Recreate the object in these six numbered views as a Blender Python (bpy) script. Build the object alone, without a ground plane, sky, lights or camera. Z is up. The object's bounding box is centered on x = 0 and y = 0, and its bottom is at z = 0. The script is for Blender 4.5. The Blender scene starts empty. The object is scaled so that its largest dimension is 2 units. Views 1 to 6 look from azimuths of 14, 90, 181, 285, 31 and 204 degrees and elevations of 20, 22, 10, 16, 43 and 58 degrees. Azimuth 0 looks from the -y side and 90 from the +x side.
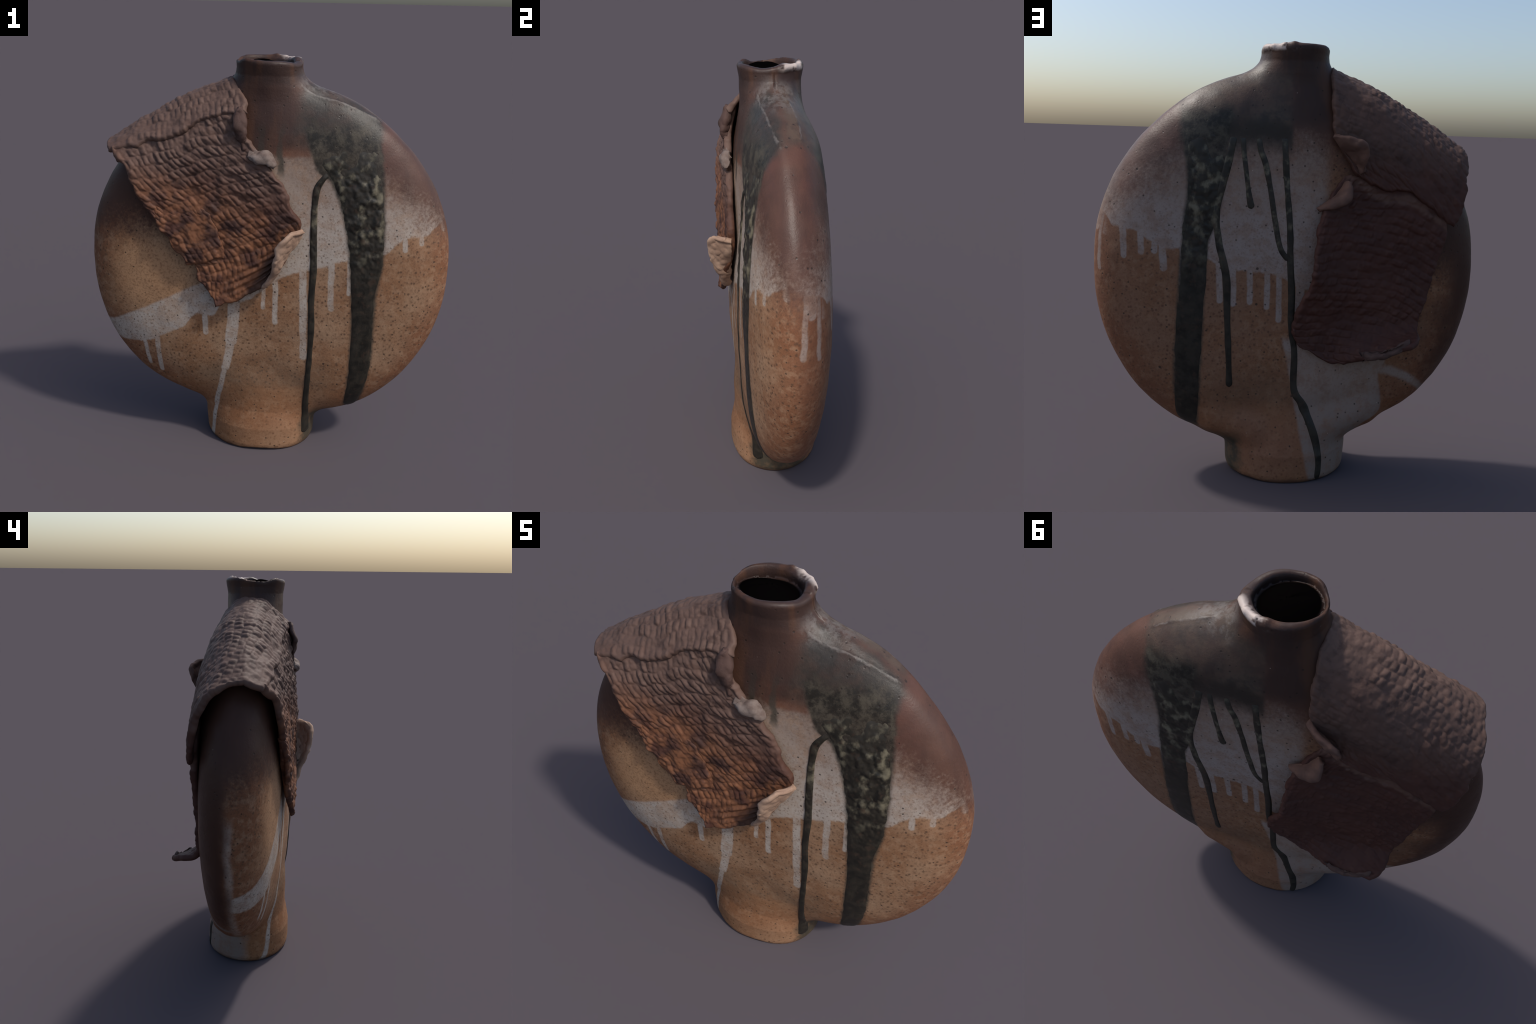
# Flattened stoneware moon flask: oval neck and foot, poured dark glaze runs, white slip drips,
# and a torn knit-textured clay sheet draped over one shoulder.
import bpy, bmesh, math
import numpy as np
from mathutils import Matrix

# ------------------------------------------------------------------ small numeric helpers
def smoothstep(a, b, x):
    t = np.clip((x - a) / (b - a), 0, 1)
    return t * t * (3 - 2 * t)

def smin(a, b, k):
    h = np.clip(0.5 + 0.5 * (b - a) / k, 0, 1)
    return b * (1 - h) + a * h - k * h * (1 - h)

def smax(a, b, k):
    return -smin(-a, -b, k)

def hash3(i, j, k, seed):
    n = (i.astype(np.int64) * 374761393 + j.astype(np.int64) * 668265263 + k.astype(np.int64) * 2147483647 + seed * 974634777) & 0xFFFFFFFF
    n = ((n ^ (n >> 13)) * 1274126177) & 0xFFFFFFFF
    n = ((n ^ (n >> 16)) * 2246822519) & 0xFFFFFFFF
    return ((n ^ (n >> 15)) & 0xFFFF) / 32767.5 - 1.0

def noise(p, seed=0):
    """value noise in -1..1 for points (...,3)"""
    p = np.asarray(p, float)
    f = np.floor(p)
    t = p - f
    t = t * t * (3 - 2 * t)
    i, j, k = (f[..., a].astype(np.int64) for a in range(3))
    r = 0
    for a in (0, 1):
        for b in (0, 1):
            for c in (0, 1):
                w = (t[..., 0] if a else 1 - t[..., 0]) * (t[..., 1] if b else 1 - t[..., 1]) * (t[..., 2] if c else 1 - t[..., 2])
                r = r + w * hash3(i + a, j + b, k + c, seed)
    return r

def fbm(p, octaves=3, seed=0):
    p = np.asarray(p, float)
    return sum(noise(p * 2 ** o, seed + o) * 0.5 ** o for o in range(octaves))

def catmull(ctrl, t):
    """Catmull-Rom along axis 0 of ctrl at parameters t in 0..1"""
    ctrl = np.asarray(ctrl, float)
    n = len(ctrl)
    s = np.clip(np.asarray(t, float), 0, 1) * (n - 1)
    i = np.minimum(np.floor(s).astype(int), n - 2)
    f = (s - i).reshape((-1,) + (1,) * (ctrl.ndim - 1))
    ext = np.concatenate([2 * ctrl[:1] - ctrl[1:2], ctrl, 2 * ctrl[-1:] - ctrl[-2:-1]])
    p0, p1, p2, p3 = ext[i], ext[i + 1], ext[i + 2], ext[i + 3]
    return 0.5 * (2 * p1 + (p2 - p0) * f + (2 * p0 - 5 * p1 + 4 * p2 - p3) * f ** 2 + (3 * p1 - p0 - 3 * p2 + p3) * f ** 3)

# ------------------------------------------------------------------ the flask as one implicit solid
# outline radius of the disc every 15 degrees, counter-clockwise from +x, about (0, 1)
OUTLINE = np.array([.857, .858, .860, .862, .870, .882, .884, .870, .886, .903, .920, .932, .938, .946, .951, .937,
                    .889, .838, .828, .857, .884, .887, .877, .865])

def outline_radius(angle):
    a = (np.asarray(angle) % math.tau) / math.tau * 24
    i = np.floor(a).astype(int)
    t = a - i
    p = [OUTLINE[(i + k) % 24] for k in (-1, 0, 1, 2)]
    return .5 * (2 * p[1] + (p[2] - p[0]) * t + (2 * p[0] - 5 * p[1] + 4 * p[2] - p[3]) * t * t + (3 * p[1] - p[0] - 3 * p[2] + p[3]) * t ** 3)

FRONT_DEPTH, BACK_DEPTH = .177, .187
BACK_POWER = 4.9

def disc_raw(P):
    x, y, z = P[..., 0], P[..., 1], P[..., 2]
    angle = np.arctan2(z - 1, x)
    swell = .030 * np.exp(-((angle + 2.02) / .42) ** 2) + .022 * np.exp(-((angle + 1.05) / .42) ** 2)
    s = np.hypot(x, z - 1) / (outline_radius(angle) * (1 + swell * smoothstep(-.02, .13, y)))
    front = y < 0
    depth = np.where(front, FRONT_DEPTH, BACK_DEPTH)
    front_power = 4.0 + 2.9 * smoothstep(.1, -.7, x) * smoothstep(.3, .9, z) + .9 * smoothstep(.75, .25, z)
    power = np.where(front, front_power, BACK_POWER + 1.6 * np.exp(-((x - .40) / .22) ** 2 - ((z - 1.55) / .3) ** 2))
    return (y / depth) ** 2 + s ** power - 1

def disc(P):
    e = 2e-3
    g = disc_raw(P)
    q = 0
    for a in range(3):
        d = np.zeros(3)
        d[a] = e
        q = q + ((disc_raw(P + d) - disc_raw(P - d)) / (2 * e)) ** 2
    return np.clip(g / np.sqrt(q + 4.0), -.3, .3)

NECK_Z = [1.40, 1.80, 1.87, 1.92, 1.95, 1.978, 2.02]
NECK_X = [.200, .202, .180, .158, .154, .157, .154]
NECK_Y = [.130, .130, .137, .138, .144, .148, .144]
FOOT_Z = [-.05, .0, .03, .12, .22, .34, .46]
FOOT_X = [.270, .277, .288, .292, .288, .26, .20]
FOOT_Y = [.210, .218, .222, .219, .193, .176, .158]

def tube(P, cx, cy, zs, ax, ay):
    z = P[..., 2]
    a, b = np.interp(z, zs, ax), np.interp(z, zs, ay)
    r = np.sqrt(((P[..., 0] - cx) / a) ** 2 + ((P[..., 1] - cy) / b) ** 2 + 1e-9)
    return (r - 1) * np.minimum(a, b)

def capsule(P, a, b, r):
    a, b = np.array(a), np.array(b)
    t = np.clip(((P - a) @ (b - a)) / ((b - a) @ (b - a)), 0, 1)
    return np.linalg.norm(P - a - t[..., None] * (b - a), axis=-1) - r

RIM_FOLD = [(.092, .045, 1.974), (.056, .092, 1.978), (.012, .118, 1.982), (-.03, .124, 1.988), (-.085, .120, 1.978)]
SHOULDER_CREASES = [[(.115, -.075, 1.886), (.19, -.068, 1.857), (.30, -.058, 1.815), (.40, -.045, 1.764), (.47, -.03, 1.722)],
                    [(.20, .045, 1.868), (.30, .055, 1.826), (.40, .06, 1.775), (.44, .055, 1.752)]]

def flask(P):
    x, y, z = P[..., 0], P[..., 1], P[..., 2]
    alpha = np.arctan2(y, x + .05)
    top = 1.988 + .007 * np.cos(alpha - 2.7) + .004 * np.sin(3 * alpha + .6) + .003 * np.sin(5 * alpha) + .004 * noise(np.stack([alpha * 3, z * 0, z * 0], -1), 5)
    neck = smax(tube(P, -.05, 0, NECK_Z, NECK_X, NECK_Y), z - top, .022)
    neck = np.maximum(neck, 1.40 - z)
    foot = tube(P, -.055, np.interp(z, [0, .12, .22, .34], [.021, .019, .014, .000]), FOOT_Z, FOOT_X, FOOT_Y)
    foot = smax(smax(foot, -z + .004 * np.sin(3 * alpha), .012), z - .46, .10)
    d = smin(disc(P), neck, .066)
    d = smin(d, foot, .06)
    d = smin(d, capsule(P, (-.20, .105, .245), (-.40, .080, .315), .088), .06)
    d = smin(d, capsule(P, (.12, .105, .225), (.28, .080, .275), .080), .06)
    flat = P * np.array([1, 1, 0])
    for line in SHOULDER_CREASES:
        near = np.minimum.reduce([capsule(flat, (a[0], a[1], 0), (b[0], b[1], 0), 0) for a, b in zip(line[:-1], line[1:])])
        d = d - .005 * np.exp(-(near / .007) ** 2) * (.55 + .6 * noise(P * 14., 12)) * (z > 1.6)
    for a, b in zip(RIM_FOLD[:-1], RIM_FOLD[1:]):
        d = smin(d, capsule(P, a, b, .010), .012)
    bore = np.maximum(tube(P, -.062, -.004, [1.2, 1.90, 1.95, 2.02], [.13, .114, .121, .131], [.10, .104, .111, .119]), 1.944 + .044 * (1 - ((x + .085) / .12) ** 2 - ((y + .02) / .11) ** 2).clip(0, 1) - z)
    d = smax(d, -bore, .014)
    d = d + .021 * np.exp(-((x - .28) / .24) ** 2 - ((z - 1.38) / .24) ** 2) * smoothstep(.0, -.08, y)
    d = d - .017 * np.exp(-((x - .25) / .22) ** 2 - ((z - 1.70) / .13) ** 2) * smoothstep(.0, .06, y)
    return d + .0035 * noise(P * np.array([5., 5., 5.]), 3) + .0012 * noise(P * 17., 4)

def gradient(P, e=1.5e-3):
    g = np.stack([flask(P + d) - flask(P - d) for d in np.eye(3) * e], -1)
    return g / (np.linalg.norm(g, axis=-1, keepdims=True) + 1e-9)

def surface_nets(field, lo, hi, step):
    axes = [np.arange(l, h + step, step) for l, h in zip(lo, hi)]
    G = np.stack(np.meshgrid(*axes, indexing="ij"), -1)
    V = np.concatenate([field(G[i:i + 24]) for i in range(0, len(G), 24)])
    inside = V < 0
    cells = np.zeros(tuple(n - 1 for n in V.shape), int)
    corners = [(a, b, c) for a in (0, 1) for b in (0, 1) for c in (0, 1)]
    sub = lambda A, o: A[o[0]:A.shape[0] - 1 + o[0], o[1]:A.shape[1] - 1 + o[1], o[2]:A.shape[2] - 1 + o[2]]
    for o in corners:
        cells += sub(inside, o)
    active = (cells > 0) & (cells < 8)
    total, weight = np.zeros(active.shape + (3,)), np.zeros(active.shape)
    for a in corners:
        for ax in range(3):
            if a[ax]:
                continue
            b = list(a)
            b[ax] = 1
            va, vb = sub(V, a), sub(V, tuple(b))
            cross = (va < 0) != (vb < 0)
            t = np.where(cross, va / np.where(cross, va - vb, 1), 0)
            p = np.zeros(active.shape + (3,)) + np.array(a, float)
            p[..., ax] = t
            total += p * cross[..., None]
            weight += cross
    idx = -np.ones(active.shape, int)
    idx[active] = np.arange(active.sum())
    where = np.argwhere(active)
    verts = np.array(lo) + step * (where + total[active] / weight[active][:, None])
    faces = []
    for ax in range(3):
        u, v = (ax + 1) % 3, (ax + 2) % 3
        s0, s1 = [slice(None)] * 3, [slice(None)] * 3
        s0[ax], s1[ax] = slice(0, -1), slice(1, None)
        change = inside[tuple(s0)] != inside[tuple(s1)]
        e = np.argwhere(change)
        e = e[(e[:, u] > 0) & (e[:, v] > 0) & (e[:, u] < V.shape[u] - 1) & (e[:, v] < V.shape[v] - 1)]
        first = inside[tuple(s0)][tuple(e.T)]
        q = []
        for du, dv in ((0, 0), (1, 0), (1, 1), (0, 1)):
            c = e.copy()
            c[:, u] -= du
            c[:, v] -= dv
            q.append(idx[tuple(c.T)])
        q = np.stack(q, 1)
        q[~first] = q[~first][:, ::-1]
        faces.append(q)
    return verts, np.concatenate(faces)

def face_side(x, z, side):
    """y of the flask's front (side -1) or back (side +1) face over (x, z), by marching in from outside"""
    x, z = np.asarray(x, float), np.asarray(z, float)
    y = np.full(x.shape, .30 * side)
    for _ in range(40):
        d = flask(np.stack([x, y, z], -1))
        y = y - side * np.clip(d * .7, -.02, .04)
        y = np.where(y * side < -.02, -.02 * side, y)
    return y

# ------------------------------------------------------------------ scene helpers
ROOT = bpy.data.objects.new("stoneware_flask", None)
bpy.context.scene.collection.objects.link(ROOT)
ROOT.location = (.04, .0115, 0)
ROOT.rotation_euler = (0, 0, .1255)
ROOT["label"] = "flattened round stoneware vase with glaze drips and a draped knit-textured clay sheet"
ROOT["category"] = "ceramic vase"

def make_object(name, verts, faces, material, parent=ROOT, smooth=True):
    me = bpy.data.meshes.new(name)
    me.from_pydata(np.asarray(verts).tolist(), [], [list(map(int, f)) for f in faces])
    me.materials.append(material)
    if smooth:
        me.polygons.foreach_set("use_smooth", [True] * len(me.polygons))
    me.update()
    ob = bpy.data.objects.new(name, me)
    bpy.context.scene.collection.objects.link(ob)
    ob.parent = parent
    return ob

# ------------------------------------------------------------------ node writing
class Nodes:
    def __init__(self, name):
        self.mat = bpy.data.materials.new(name)
        self.mat.use_nodes = True
        self.t = self.mat.node_tree
        self.bsdf = self.t.nodes["Principled BSDF"]
        self.coord = self.t.nodes.new("ShaderNodeTexCoord").outputs["Object"]
        sep = self.t.nodes.new("ShaderNodeSeparateXYZ")
        self.t.links.new(self.coord, sep.inputs[0])
        self.x, self.y, self.z = sep.outputs

    def put(self, value, socket):
        if isinstance(value, bpy.types.NodeSocket):
            self.t.links.new(value, socket)
        elif isinstance(value, tuple):
            socket.default_value = value if len(value) == len(socket.default_value) else value + (1.0,)
        else:
            socket.default_value = value

    def math(self, op, a, b=0.0, c=0.0, clamp=False):
        n = self.t.nodes.new("ShaderNodeMath")
        n.operation, n.use_clamp = op, clamp
        for v, s in zip((a, b, c), n.inputs):
            self.put(v, s)
        return n.outputs[0]

    def add(self, a, b): return self.math("ADD", a, b)
    def sub(self, a, b): return self.math("SUBTRACT", a, b)
    def mul(self, a, b): return self.math("MULTIPLY", a, b)
    def max(self, a, b): return self.math("MAXIMUM", a, b)
    def min(self, a, b): return self.math("MINIMUM", a, b)
    def inv(self, a): return self.math("SUBTRACT", 1.0, a)

    def step(self, a, b, x, out0=0.0, out1=1.0):
        n = self.t.nodes.new("ShaderNodeMapRange")
        n.interpolation_type = "SMOOTHSTEP"
        if a > b:
            a, b, out0, out1 = b, a, out1, out0
        for v, s in zip((x, a, b, out0, out1), n.inputs):
            self.put(v, s)
        return n.outputs[0]

    def band(self, x, lo, hi, soft):
        return self.mul(self.step(lo - soft, lo + soft, x), self.step(hi + soft, hi - soft, x))

    def noise(self, scale, detail=3.0, rough=.55, stretch=(1, 1, 1), offset=(0, 0, 0)):
        m = self.t.nodes.new("ShaderNodeMapping")
        m.inputs["Scale"].default_value = stretch
        m.inputs["Location"].default_value = offset
        self.t.links.new(self.coord, m.inputs[0])
        n = self.t.nodes.new("ShaderNodeTexNoise")
        n.inputs["Scale"].default_value, n.inputs["Detail"].default_value, n.inputs["Roughness"].default_value = scale, detail, rough
        self.t.links.new(m.outputs[0], n.inputs["Vector"])
        return n.outputs[0]

    def signed(self, scale, amount, **k):
        return self.mul(self.sub(self.noise(scale, **k), .5), amount * 2)

    def spots(self, scale, lo, hi, keep=1.0):
        """round specks: near the seed of some voronoi cells"""
        v = self.t.nodes.new("ShaderNodeTexVoronoi")
        v.inputs["Scale"].default_value = scale
        self.t.links.new(self.coord, v.inputs["Vector"])
        s = self.step(hi, lo, v.outputs["Distance"])
        sep = self.t.nodes.new("ShaderNodeSeparateColor")
        self.t.links.new(v.outputs["Color"], sep.inputs[0])
        return self.mul(s, self.math("LESS_THAN", sep.outputs[0], keep))

    def curve(self, x, lo, hi, points, vlo=0.0, vhi=2.0):
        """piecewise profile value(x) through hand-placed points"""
        n = self.t.nodes.new("ShaderNodeFloatCurve")
        c = n.mapping.curves[0]
        pts = sorted(((p[0] - lo) / (hi - lo), (p[1] - vlo) / (vhi - vlo)) for p in points)
        while len(c.points) < len(pts):
            c.points.new(.5, .5)
        for q, p in zip(c.points, pts):
            q.location = p
            q.handle_type = "AUTO_CLAMPED"
        n.mapping.use_clip = False
        n.mapping.update()
        self.put(self.math("DIVIDE", self.sub(x, lo), hi - lo, clamp=True), n.inputs["Value"])
        return self.add(self.mul(n.outputs[0], vhi - vlo), vlo)

    def mix(self, f, a, b):
        n = self.t.nodes.new("ShaderNodeMix")
        n.data_type = "RGBA"
        self.put(f, n.inputs[0])
        self.put(a, n.inputs[6])
        self.put(b, n.inputs[7])
        return n.outputs[2]

    def ramp(self, f, *stops):
        n = self.t.nodes.new("ShaderNodeValToRGB")
        e = n.color_ramp.elements
        while len(e) < len(stops):
            e.new(.5)
        for q, (p, col) in zip(e, stops):
            q.position, q.color = p, col + (1,)
        self.put(f, n.inputs[0])
        return n.outputs[0]

    def bump(self, height, strength, distance):
        n = self.t.nodes.new("ShaderNodeBump")
        n.inputs["Strength"].default_value, n.inputs["Distance"].default_value = strength, distance
        self.put(height, n.inputs["Height"])
        self.t.links.new(n.outputs[0], self.bsdf.inputs["Normal"])

    def finish(self, color, rough, spec=.5):
        self.put(color, self.bsdf.inputs["Base Color"])
        self.put(rough, self.bsdf.inputs["Roughness"])
        self.put(spec, self.bsdf.inputs["Specular IOR Level"])
        return self.mat

# drip fingers of white slip: x at top, z at top, x at end, z at end, half width
FRONT_DRIPS = [(-.655, .60, -.629, .425, .011), (-.58, .62, -.566, .395, .013), (-.327, .80, -.32, .655, .014),
               (-.034, .95, -.031, .815, .010), (.024, 1.0, .031, .74, .013), (.155, 1.05, .177, .555, .017),
               (.288, 1.10, .301, .83, .014), (.375, 1.12, .382, .915, .010), (.622, 1.22, .629, 1.145, .012),
               (.70, 1.24, .705, 1.175, .011),
               (-.172, .86, -.190, .62, .030), (-.190, .62, -.222, .46, .021), (-.222, .46, -.275, .22, .014), (-.275, .22, -.305, -.05, .010)]
BACK_DRIPS = [(.712, 1.22, .707, 1.055, .014), (.632, 1.20, .627, 1.075, .014),
              (.568, 1.16, .567, 1.08, .013), (.535, 1.13, .531, 1.005, .015), (.445, 1.10, .445, .935, .012), (.374, 1.10, .372, .893, .012),
              (.285, 1.08, .280, .86, .014), (.222, 1.02, .219, .845, .014), (.146, 1.02, .145, .853, .013),
              (.070, 1.02, .068, .83, .013), (.015, 1.0, .010, .77, .013), (-.085, .95, -.08, .82, .02)]
# (y at top, z at top, y at end, z at end, half width) on the outer rim
RIM_DRIPS = [(.025, 1.30, .008, 1.005, .012), (.068, 1.30, .076, .985, .009), (-.05, 1.30, -.05, 1.235, .012), (.045, 1.3, .045, 1.17, .016), (.10, 1.3, .10, 1.15, .014), (.125, 1.30, .128, 1.06, .009)]
SLIP_EDGE_FRONT = [(-.95, .53), (-.861, .538), (-.72, .553), (-.60, .58), (-.556, .613), (-.439, .673), (-.352, .757), (-.293, .745), (-.235, .815),
                   (-.121, .841), (-.057, .89), (.068, .984), (.13, 1.006), (.245, 1.038), (.336, 1.076), (.45, 1.10), (.538, 1.124),
                   (.602, 1.18), (.653, 1.205), (.716, 1.205), (.759, 1.242), (.82, 1.265), (.95, 1.26)]
SLIP_EDGE_BACK = [(-.95, 1.02), (-.3, .95), (-.104, .909), (.0, .965), (.112, .989), (.185, .996), (.258, .998), (.331, 1.046),
                  (.46, 1.095), (.503, 1.085), (.596, 1.127), (.675, 1.173), (.749, 1.182), (.80, 1.235), (.86, 1.25), (.95, 1.25)]

CLAY, CLAY_PALE, CLAY_RED = (.215, .105, .052), (.275, .165, .098), (.165, .066, .032)
SLIP, GLAZE_BROWN, GLAZE_RED, GLAZE_GREY = (.36, .305, .26), (.062, .030, .022), (.088, .039, .028), (.033, .029, .025)

def flask_material():
    n = Nodes("glazed_stoneware")
    x = n.add(n.x, n.signed(9, .010))
    z = n.add(n.z, n.signed(12, .012, offset=(3, 1, 0)))
    front = n.step(.035, -.035, n.add(n.y, n.signed(6, .03)))
    back = n.inv(front)
    grain = n.noise(95, detail=4, rough=.7)
    mottle = n.noise(26, detail=5, rough=.7)
    cloud = n.noise(3.2, detail=4, rough=.6)
    streak = n.noise(9, detail=4, rough=.6, stretch=(1, 1, .18))
    fine = n.sub(n.noise(60, detail=5, rough=.75), .5)

    # bare clay: toasted body, paler blotches, red flashing toward the rim of the disc
    col = n.mix(n.step(.40, .64, cloud), CLAY, CLAY_PALE)
    rim = n.math("POWER", n.add(n.math("POWER", n.x, 2.0), n.math("POWER", n.sub(n.z, 1.0), 2.0)), .5)
    flash = n.mul(n.step(.66, .88, n.add(rim, n.signed(5, .09))), n.step(.02, .30, n.z))
    col = n.mix(n.mul(flash, .88), col, CLAY_RED)
    col = n.mix(n.mul(n.step(.48, .66, grain), .55), col, (.085, .042, .022))
    col = n.mix(n.mul(n.step(.54, .36, mottle), .40), col, (.33, .21, .13))
    col = n.mix(n.mul(n.spots(44, .10, .38, .80), .85), col, (.085, .045, .026))
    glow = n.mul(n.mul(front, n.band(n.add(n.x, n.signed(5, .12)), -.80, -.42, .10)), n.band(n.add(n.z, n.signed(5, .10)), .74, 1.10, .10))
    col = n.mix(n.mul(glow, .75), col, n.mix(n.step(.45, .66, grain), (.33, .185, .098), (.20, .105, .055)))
    smoke = n.mul(n.band(n.add(n.z, n.signed(5, .10)), .33, .50, .07), n.band(n.x, -.35, .30, .12))
    col = n.mix(n.mul(smoke, .45), col, (.105, .070, .045))
    foot = n.mul(n.step(.40, .33, n.add(n.z, n.signed(8, .03))), .35)
    col = n.mix(foot, col, (.235, .105, .046))
    col = n.mix(n.mul(n.inv(front), n.step(.25, .8, cloud, .25, .65)), col, (.115, .043, .025))  # back-face clay tinted darker and redder, partly for its lying away from the sun

    # white slip with dripping edge
    zf = n.curve(n.x, -.95, .95, SLIP_EDGE_FRONT)
    zb = n.curve(n.x, -.95, .95, SLIP_EDGE_BACK)
    soft = n.signed(40, .010)
    slip_f = n.step(-.006, .010, n.add(n.sub(z, zf), soft))
    slip_b = n.step(-.006, .010, n.add(n.sub(z, zb), soft))

    def fingers(drips, x=x):
        total = 0.0
        for (x0, z0, x1, z1, w) in drips:
            t = n.math("DIVIDE", n.sub(n.z, z0), z1 - z0, clamp=True)
            dx = n.sub(x, n.add(n.mul(t, x1 - x0), x0))
            zc = n.min(n.max(n.z, min(z0, z1)), max(z0, z1))
            dz = n.sub(n.z, zc)
            d = n.math("SQRT", n.add(n.mul(dx, dx), n.mul(dz, dz)))
            total = n.max(total, n.step(w + .004, w - .004, d))
        return total

    slip_f = n.max(slip_f, fingers(FRONT_DRIPS))
    slip_b = n.max(slip_b, fingers(BACK_DRIPS))
    # left of the draped sheet the slip is a slanting band with bare clay above it
    left = n.step(-.24, -.30, n.x)
    band_top = n.add(n.mul(n.x, .54), 1.105)
    above_band = n.mul(left, n.step(-.008, .012, n.sub(z, band_top)))
    slip_f = n.mul(slip_f, n.inv(above_band))
    left_b = n.step(-.16, -.22, n.x)
    slip_b = n.mul(slip_b, n.inv(left_b))
    # a pale pour under the sheet on the back running down over the foot
    pour = n.mul(n.step(-.018, .0, n.sub(n.sub(n.mul(n.sub(n.z, .45), .20), .065), x)), n.step(.70, .66, n.z))
    pour_side = n.curve(n.z, 0, .8, [(0, -.345), (.13, -.37), (.24, -.40), (.33, -.50), (.50, -.47), (.56, -.50), (.8, -.50)], -1.0, 0.0)
    pour = n.mul(pour, n.step(-.006, .010, n.sub(x, pour_side)))
    arc = n.band(n.sub(z, n.add(n.mul(n.math("POWER", n.add(n.x, .45), 2.0), -1.9), .53)), -.02, .025, .012)
    arc = n.mul(arc, n.band(n.x, -.74, -.42, .03))
    slip_b = n.max(slip_b, n.max(pour, arc))
    slip = n.add(n.mul(front, slip_f), n.mul(back, slip_b))
    rim_side = n.step(.775, .81, n.x)
    slip = n.max(slip, n.mul(fingers(RIM_DRIPS, n.add(n.y, n.signed(14, .010))), n.mul(rim_side, .75)))
    # drip down the outer left edge
    streak_l = n.mul(n.mul(n.band(n.add(n.y, n.signed(7, .02)), -.030, .005, .012), n.step(-.60, -.68, n.x)), n.band(n.z, .30, 1.0, .05))
    slip = n.max(slip, n.mul(streak_l, .6))
    slip_col = n.mix(n.step(.50, .72, grain), SLIP, (.20, .145, .115))
    slip_col = n.mix(n.mul(n.step(.5, .62, mottle), .25), slip_col, (.26, .20, .16))
    slip_col = n.mix(n.mul(n.spots(56, .10, .36, .7), .65), slip_col, (.14, .095, .07))
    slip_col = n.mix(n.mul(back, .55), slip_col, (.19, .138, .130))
    slip_col = n.mix(n.max(n.step(1.12, 1.50, n.add(n.z, n.signed(6, .12)), 0, .75), n.mul(back, n.step(.75, .55, n.z, 0, .55))), slip_col, (.215, .150, .115))
    slip_col = n.mix(n.mul(back, n.step(.50, .30, n.z, 0, .55)), slip_col, (.150, .112, .096))
    worn = n.step(.42, .62, n.noise(15, detail=6, rough=.75, offset=(5, 5, 1)), .0, .42)
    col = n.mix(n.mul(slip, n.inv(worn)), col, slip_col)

    # brown glaze from the shoulder down, breaking up in specks over the slip
    zz = n.add(n.z, n.add(n.signed(4, .10), n.mul(fine, .30)))
    fade_f = n.curve(n.x, -.95, .95, [(-.95, 1.13), (-.7, 1.16), (-.4, 1.2), (-.2, 1.4), (.0, 1.57), (.15, 1.60), (.35, 1.53), (.55, 1.40), (.75, 1.27), (.85, 1.17), (.95, 1.12)])
    fade_b = n.curve(n.x, -.95, .95, [(-.95, .95), (-.7, 1.05), (-.4, 1.3), (-.2, 1.48), (.0, 1.55), (.3, 1.53), (.5, 1.43), (.7, 1.35), (.83, 1.24), (.95, 1.15)])
    brown_f = n.step(-.13, .12, n.sub(zz, fade_f))
    brown_b = n.step(-.13, .12, n.sub(zz, fade_b))
    brown = n.add(n.mul(front, brown_f), n.mul(back, brown_b))
    # far-left back edge darkened in colour to match the shade there
    painted_edge_shade = n.mul(n.mul(back, n.step(-.66, -.86, n.add(n.x, n.signed(4, .14)))), n.step(.25, .55, n.z))
    brown = n.max(brown, n.mul(painted_edge_shade, .96))
    bcol = n.mix(n.step(.35, .70, streak), GLAZE_BROWN, (.088, .042, .029))
    bcol = n.mix(n.mul(n.step(.2, .6, n.x), n.step(.42, .62, n.noise(4, detail=4, offset=(5, 2, 8)))), bcol, GLAZE_RED)
    bcol = n.mix(n.mul(n.step(-.2, -.6, n.x), .6), bcol, (.048, .023, .016))
    col = n.mix(brown, col, bcol)
    # rusty fringe where the brown glaze stops on the front
    rust = n.mul(n.mul(front, n.band(z, 1.565, 1.665, .012)), n.band(n.x, .0, .17, .02))
    col = n.mix(n.mul(rust, .7), col, (.115, .040, .020))

    # poured grey-green glaze over the right shoulder
    px = n.add(n.x, n.add(n.signed(8, .035, offset=(2, 7, 1)), n.signed(40, .014)))
    pz = n.add(n.z, n.signed(7, .05, offset=(9, 1, 4)))
    left_edge = n.add(n.mul(n.sub(n.z, 1.5), .24), .02)
    patch_f = n.mul(n.mul(n.step(-.03, .05, n.sub(px, left_edge)), n.step(.500, .462, px)), n.step(1.56, 1.66, pz))
    patch_b = n.mul(n.mul(n.step(-.04, -.02, n.x), n.step(.485, .445, px)), n.step(1.50, 1.60, pz))
    neck_clear = n.step(1.92, 1.86, n.sub(pz, n.mul(n.max(n.sub(n.x, .08), 0.0), 1.2)))
    grey = n.mul(n.max(n.mul(front, patch_f), n.mul(back, patch_b)), neck_clear)
    gcol = n.mix(n.step(.35, .68, mottle), GLAZE_GREY, (.020, .018, .015))
    gcol = n.mix(n.mul(n.step(.50, .66, n.noise(11, detail=5, rough=.7, offset=(1, 6, 2))), .7), gcol, (.052, .037, .029))
    gcol = n.mix(n.mul(back, n.step(.40, .62, n.noise(14, detail=5, rough=.7))), gcol, (.085, .060, .042))
    gcol = n.mix(n.mul(back, n.step(1.70, 1.62, pz)), gcol, (.024, .019, .015))
    gcol = n.mix(n.mul(n.mul(back, n.step(1.62, 1.74, pz)), .45), gcol, (.072, .048, .036))
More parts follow.
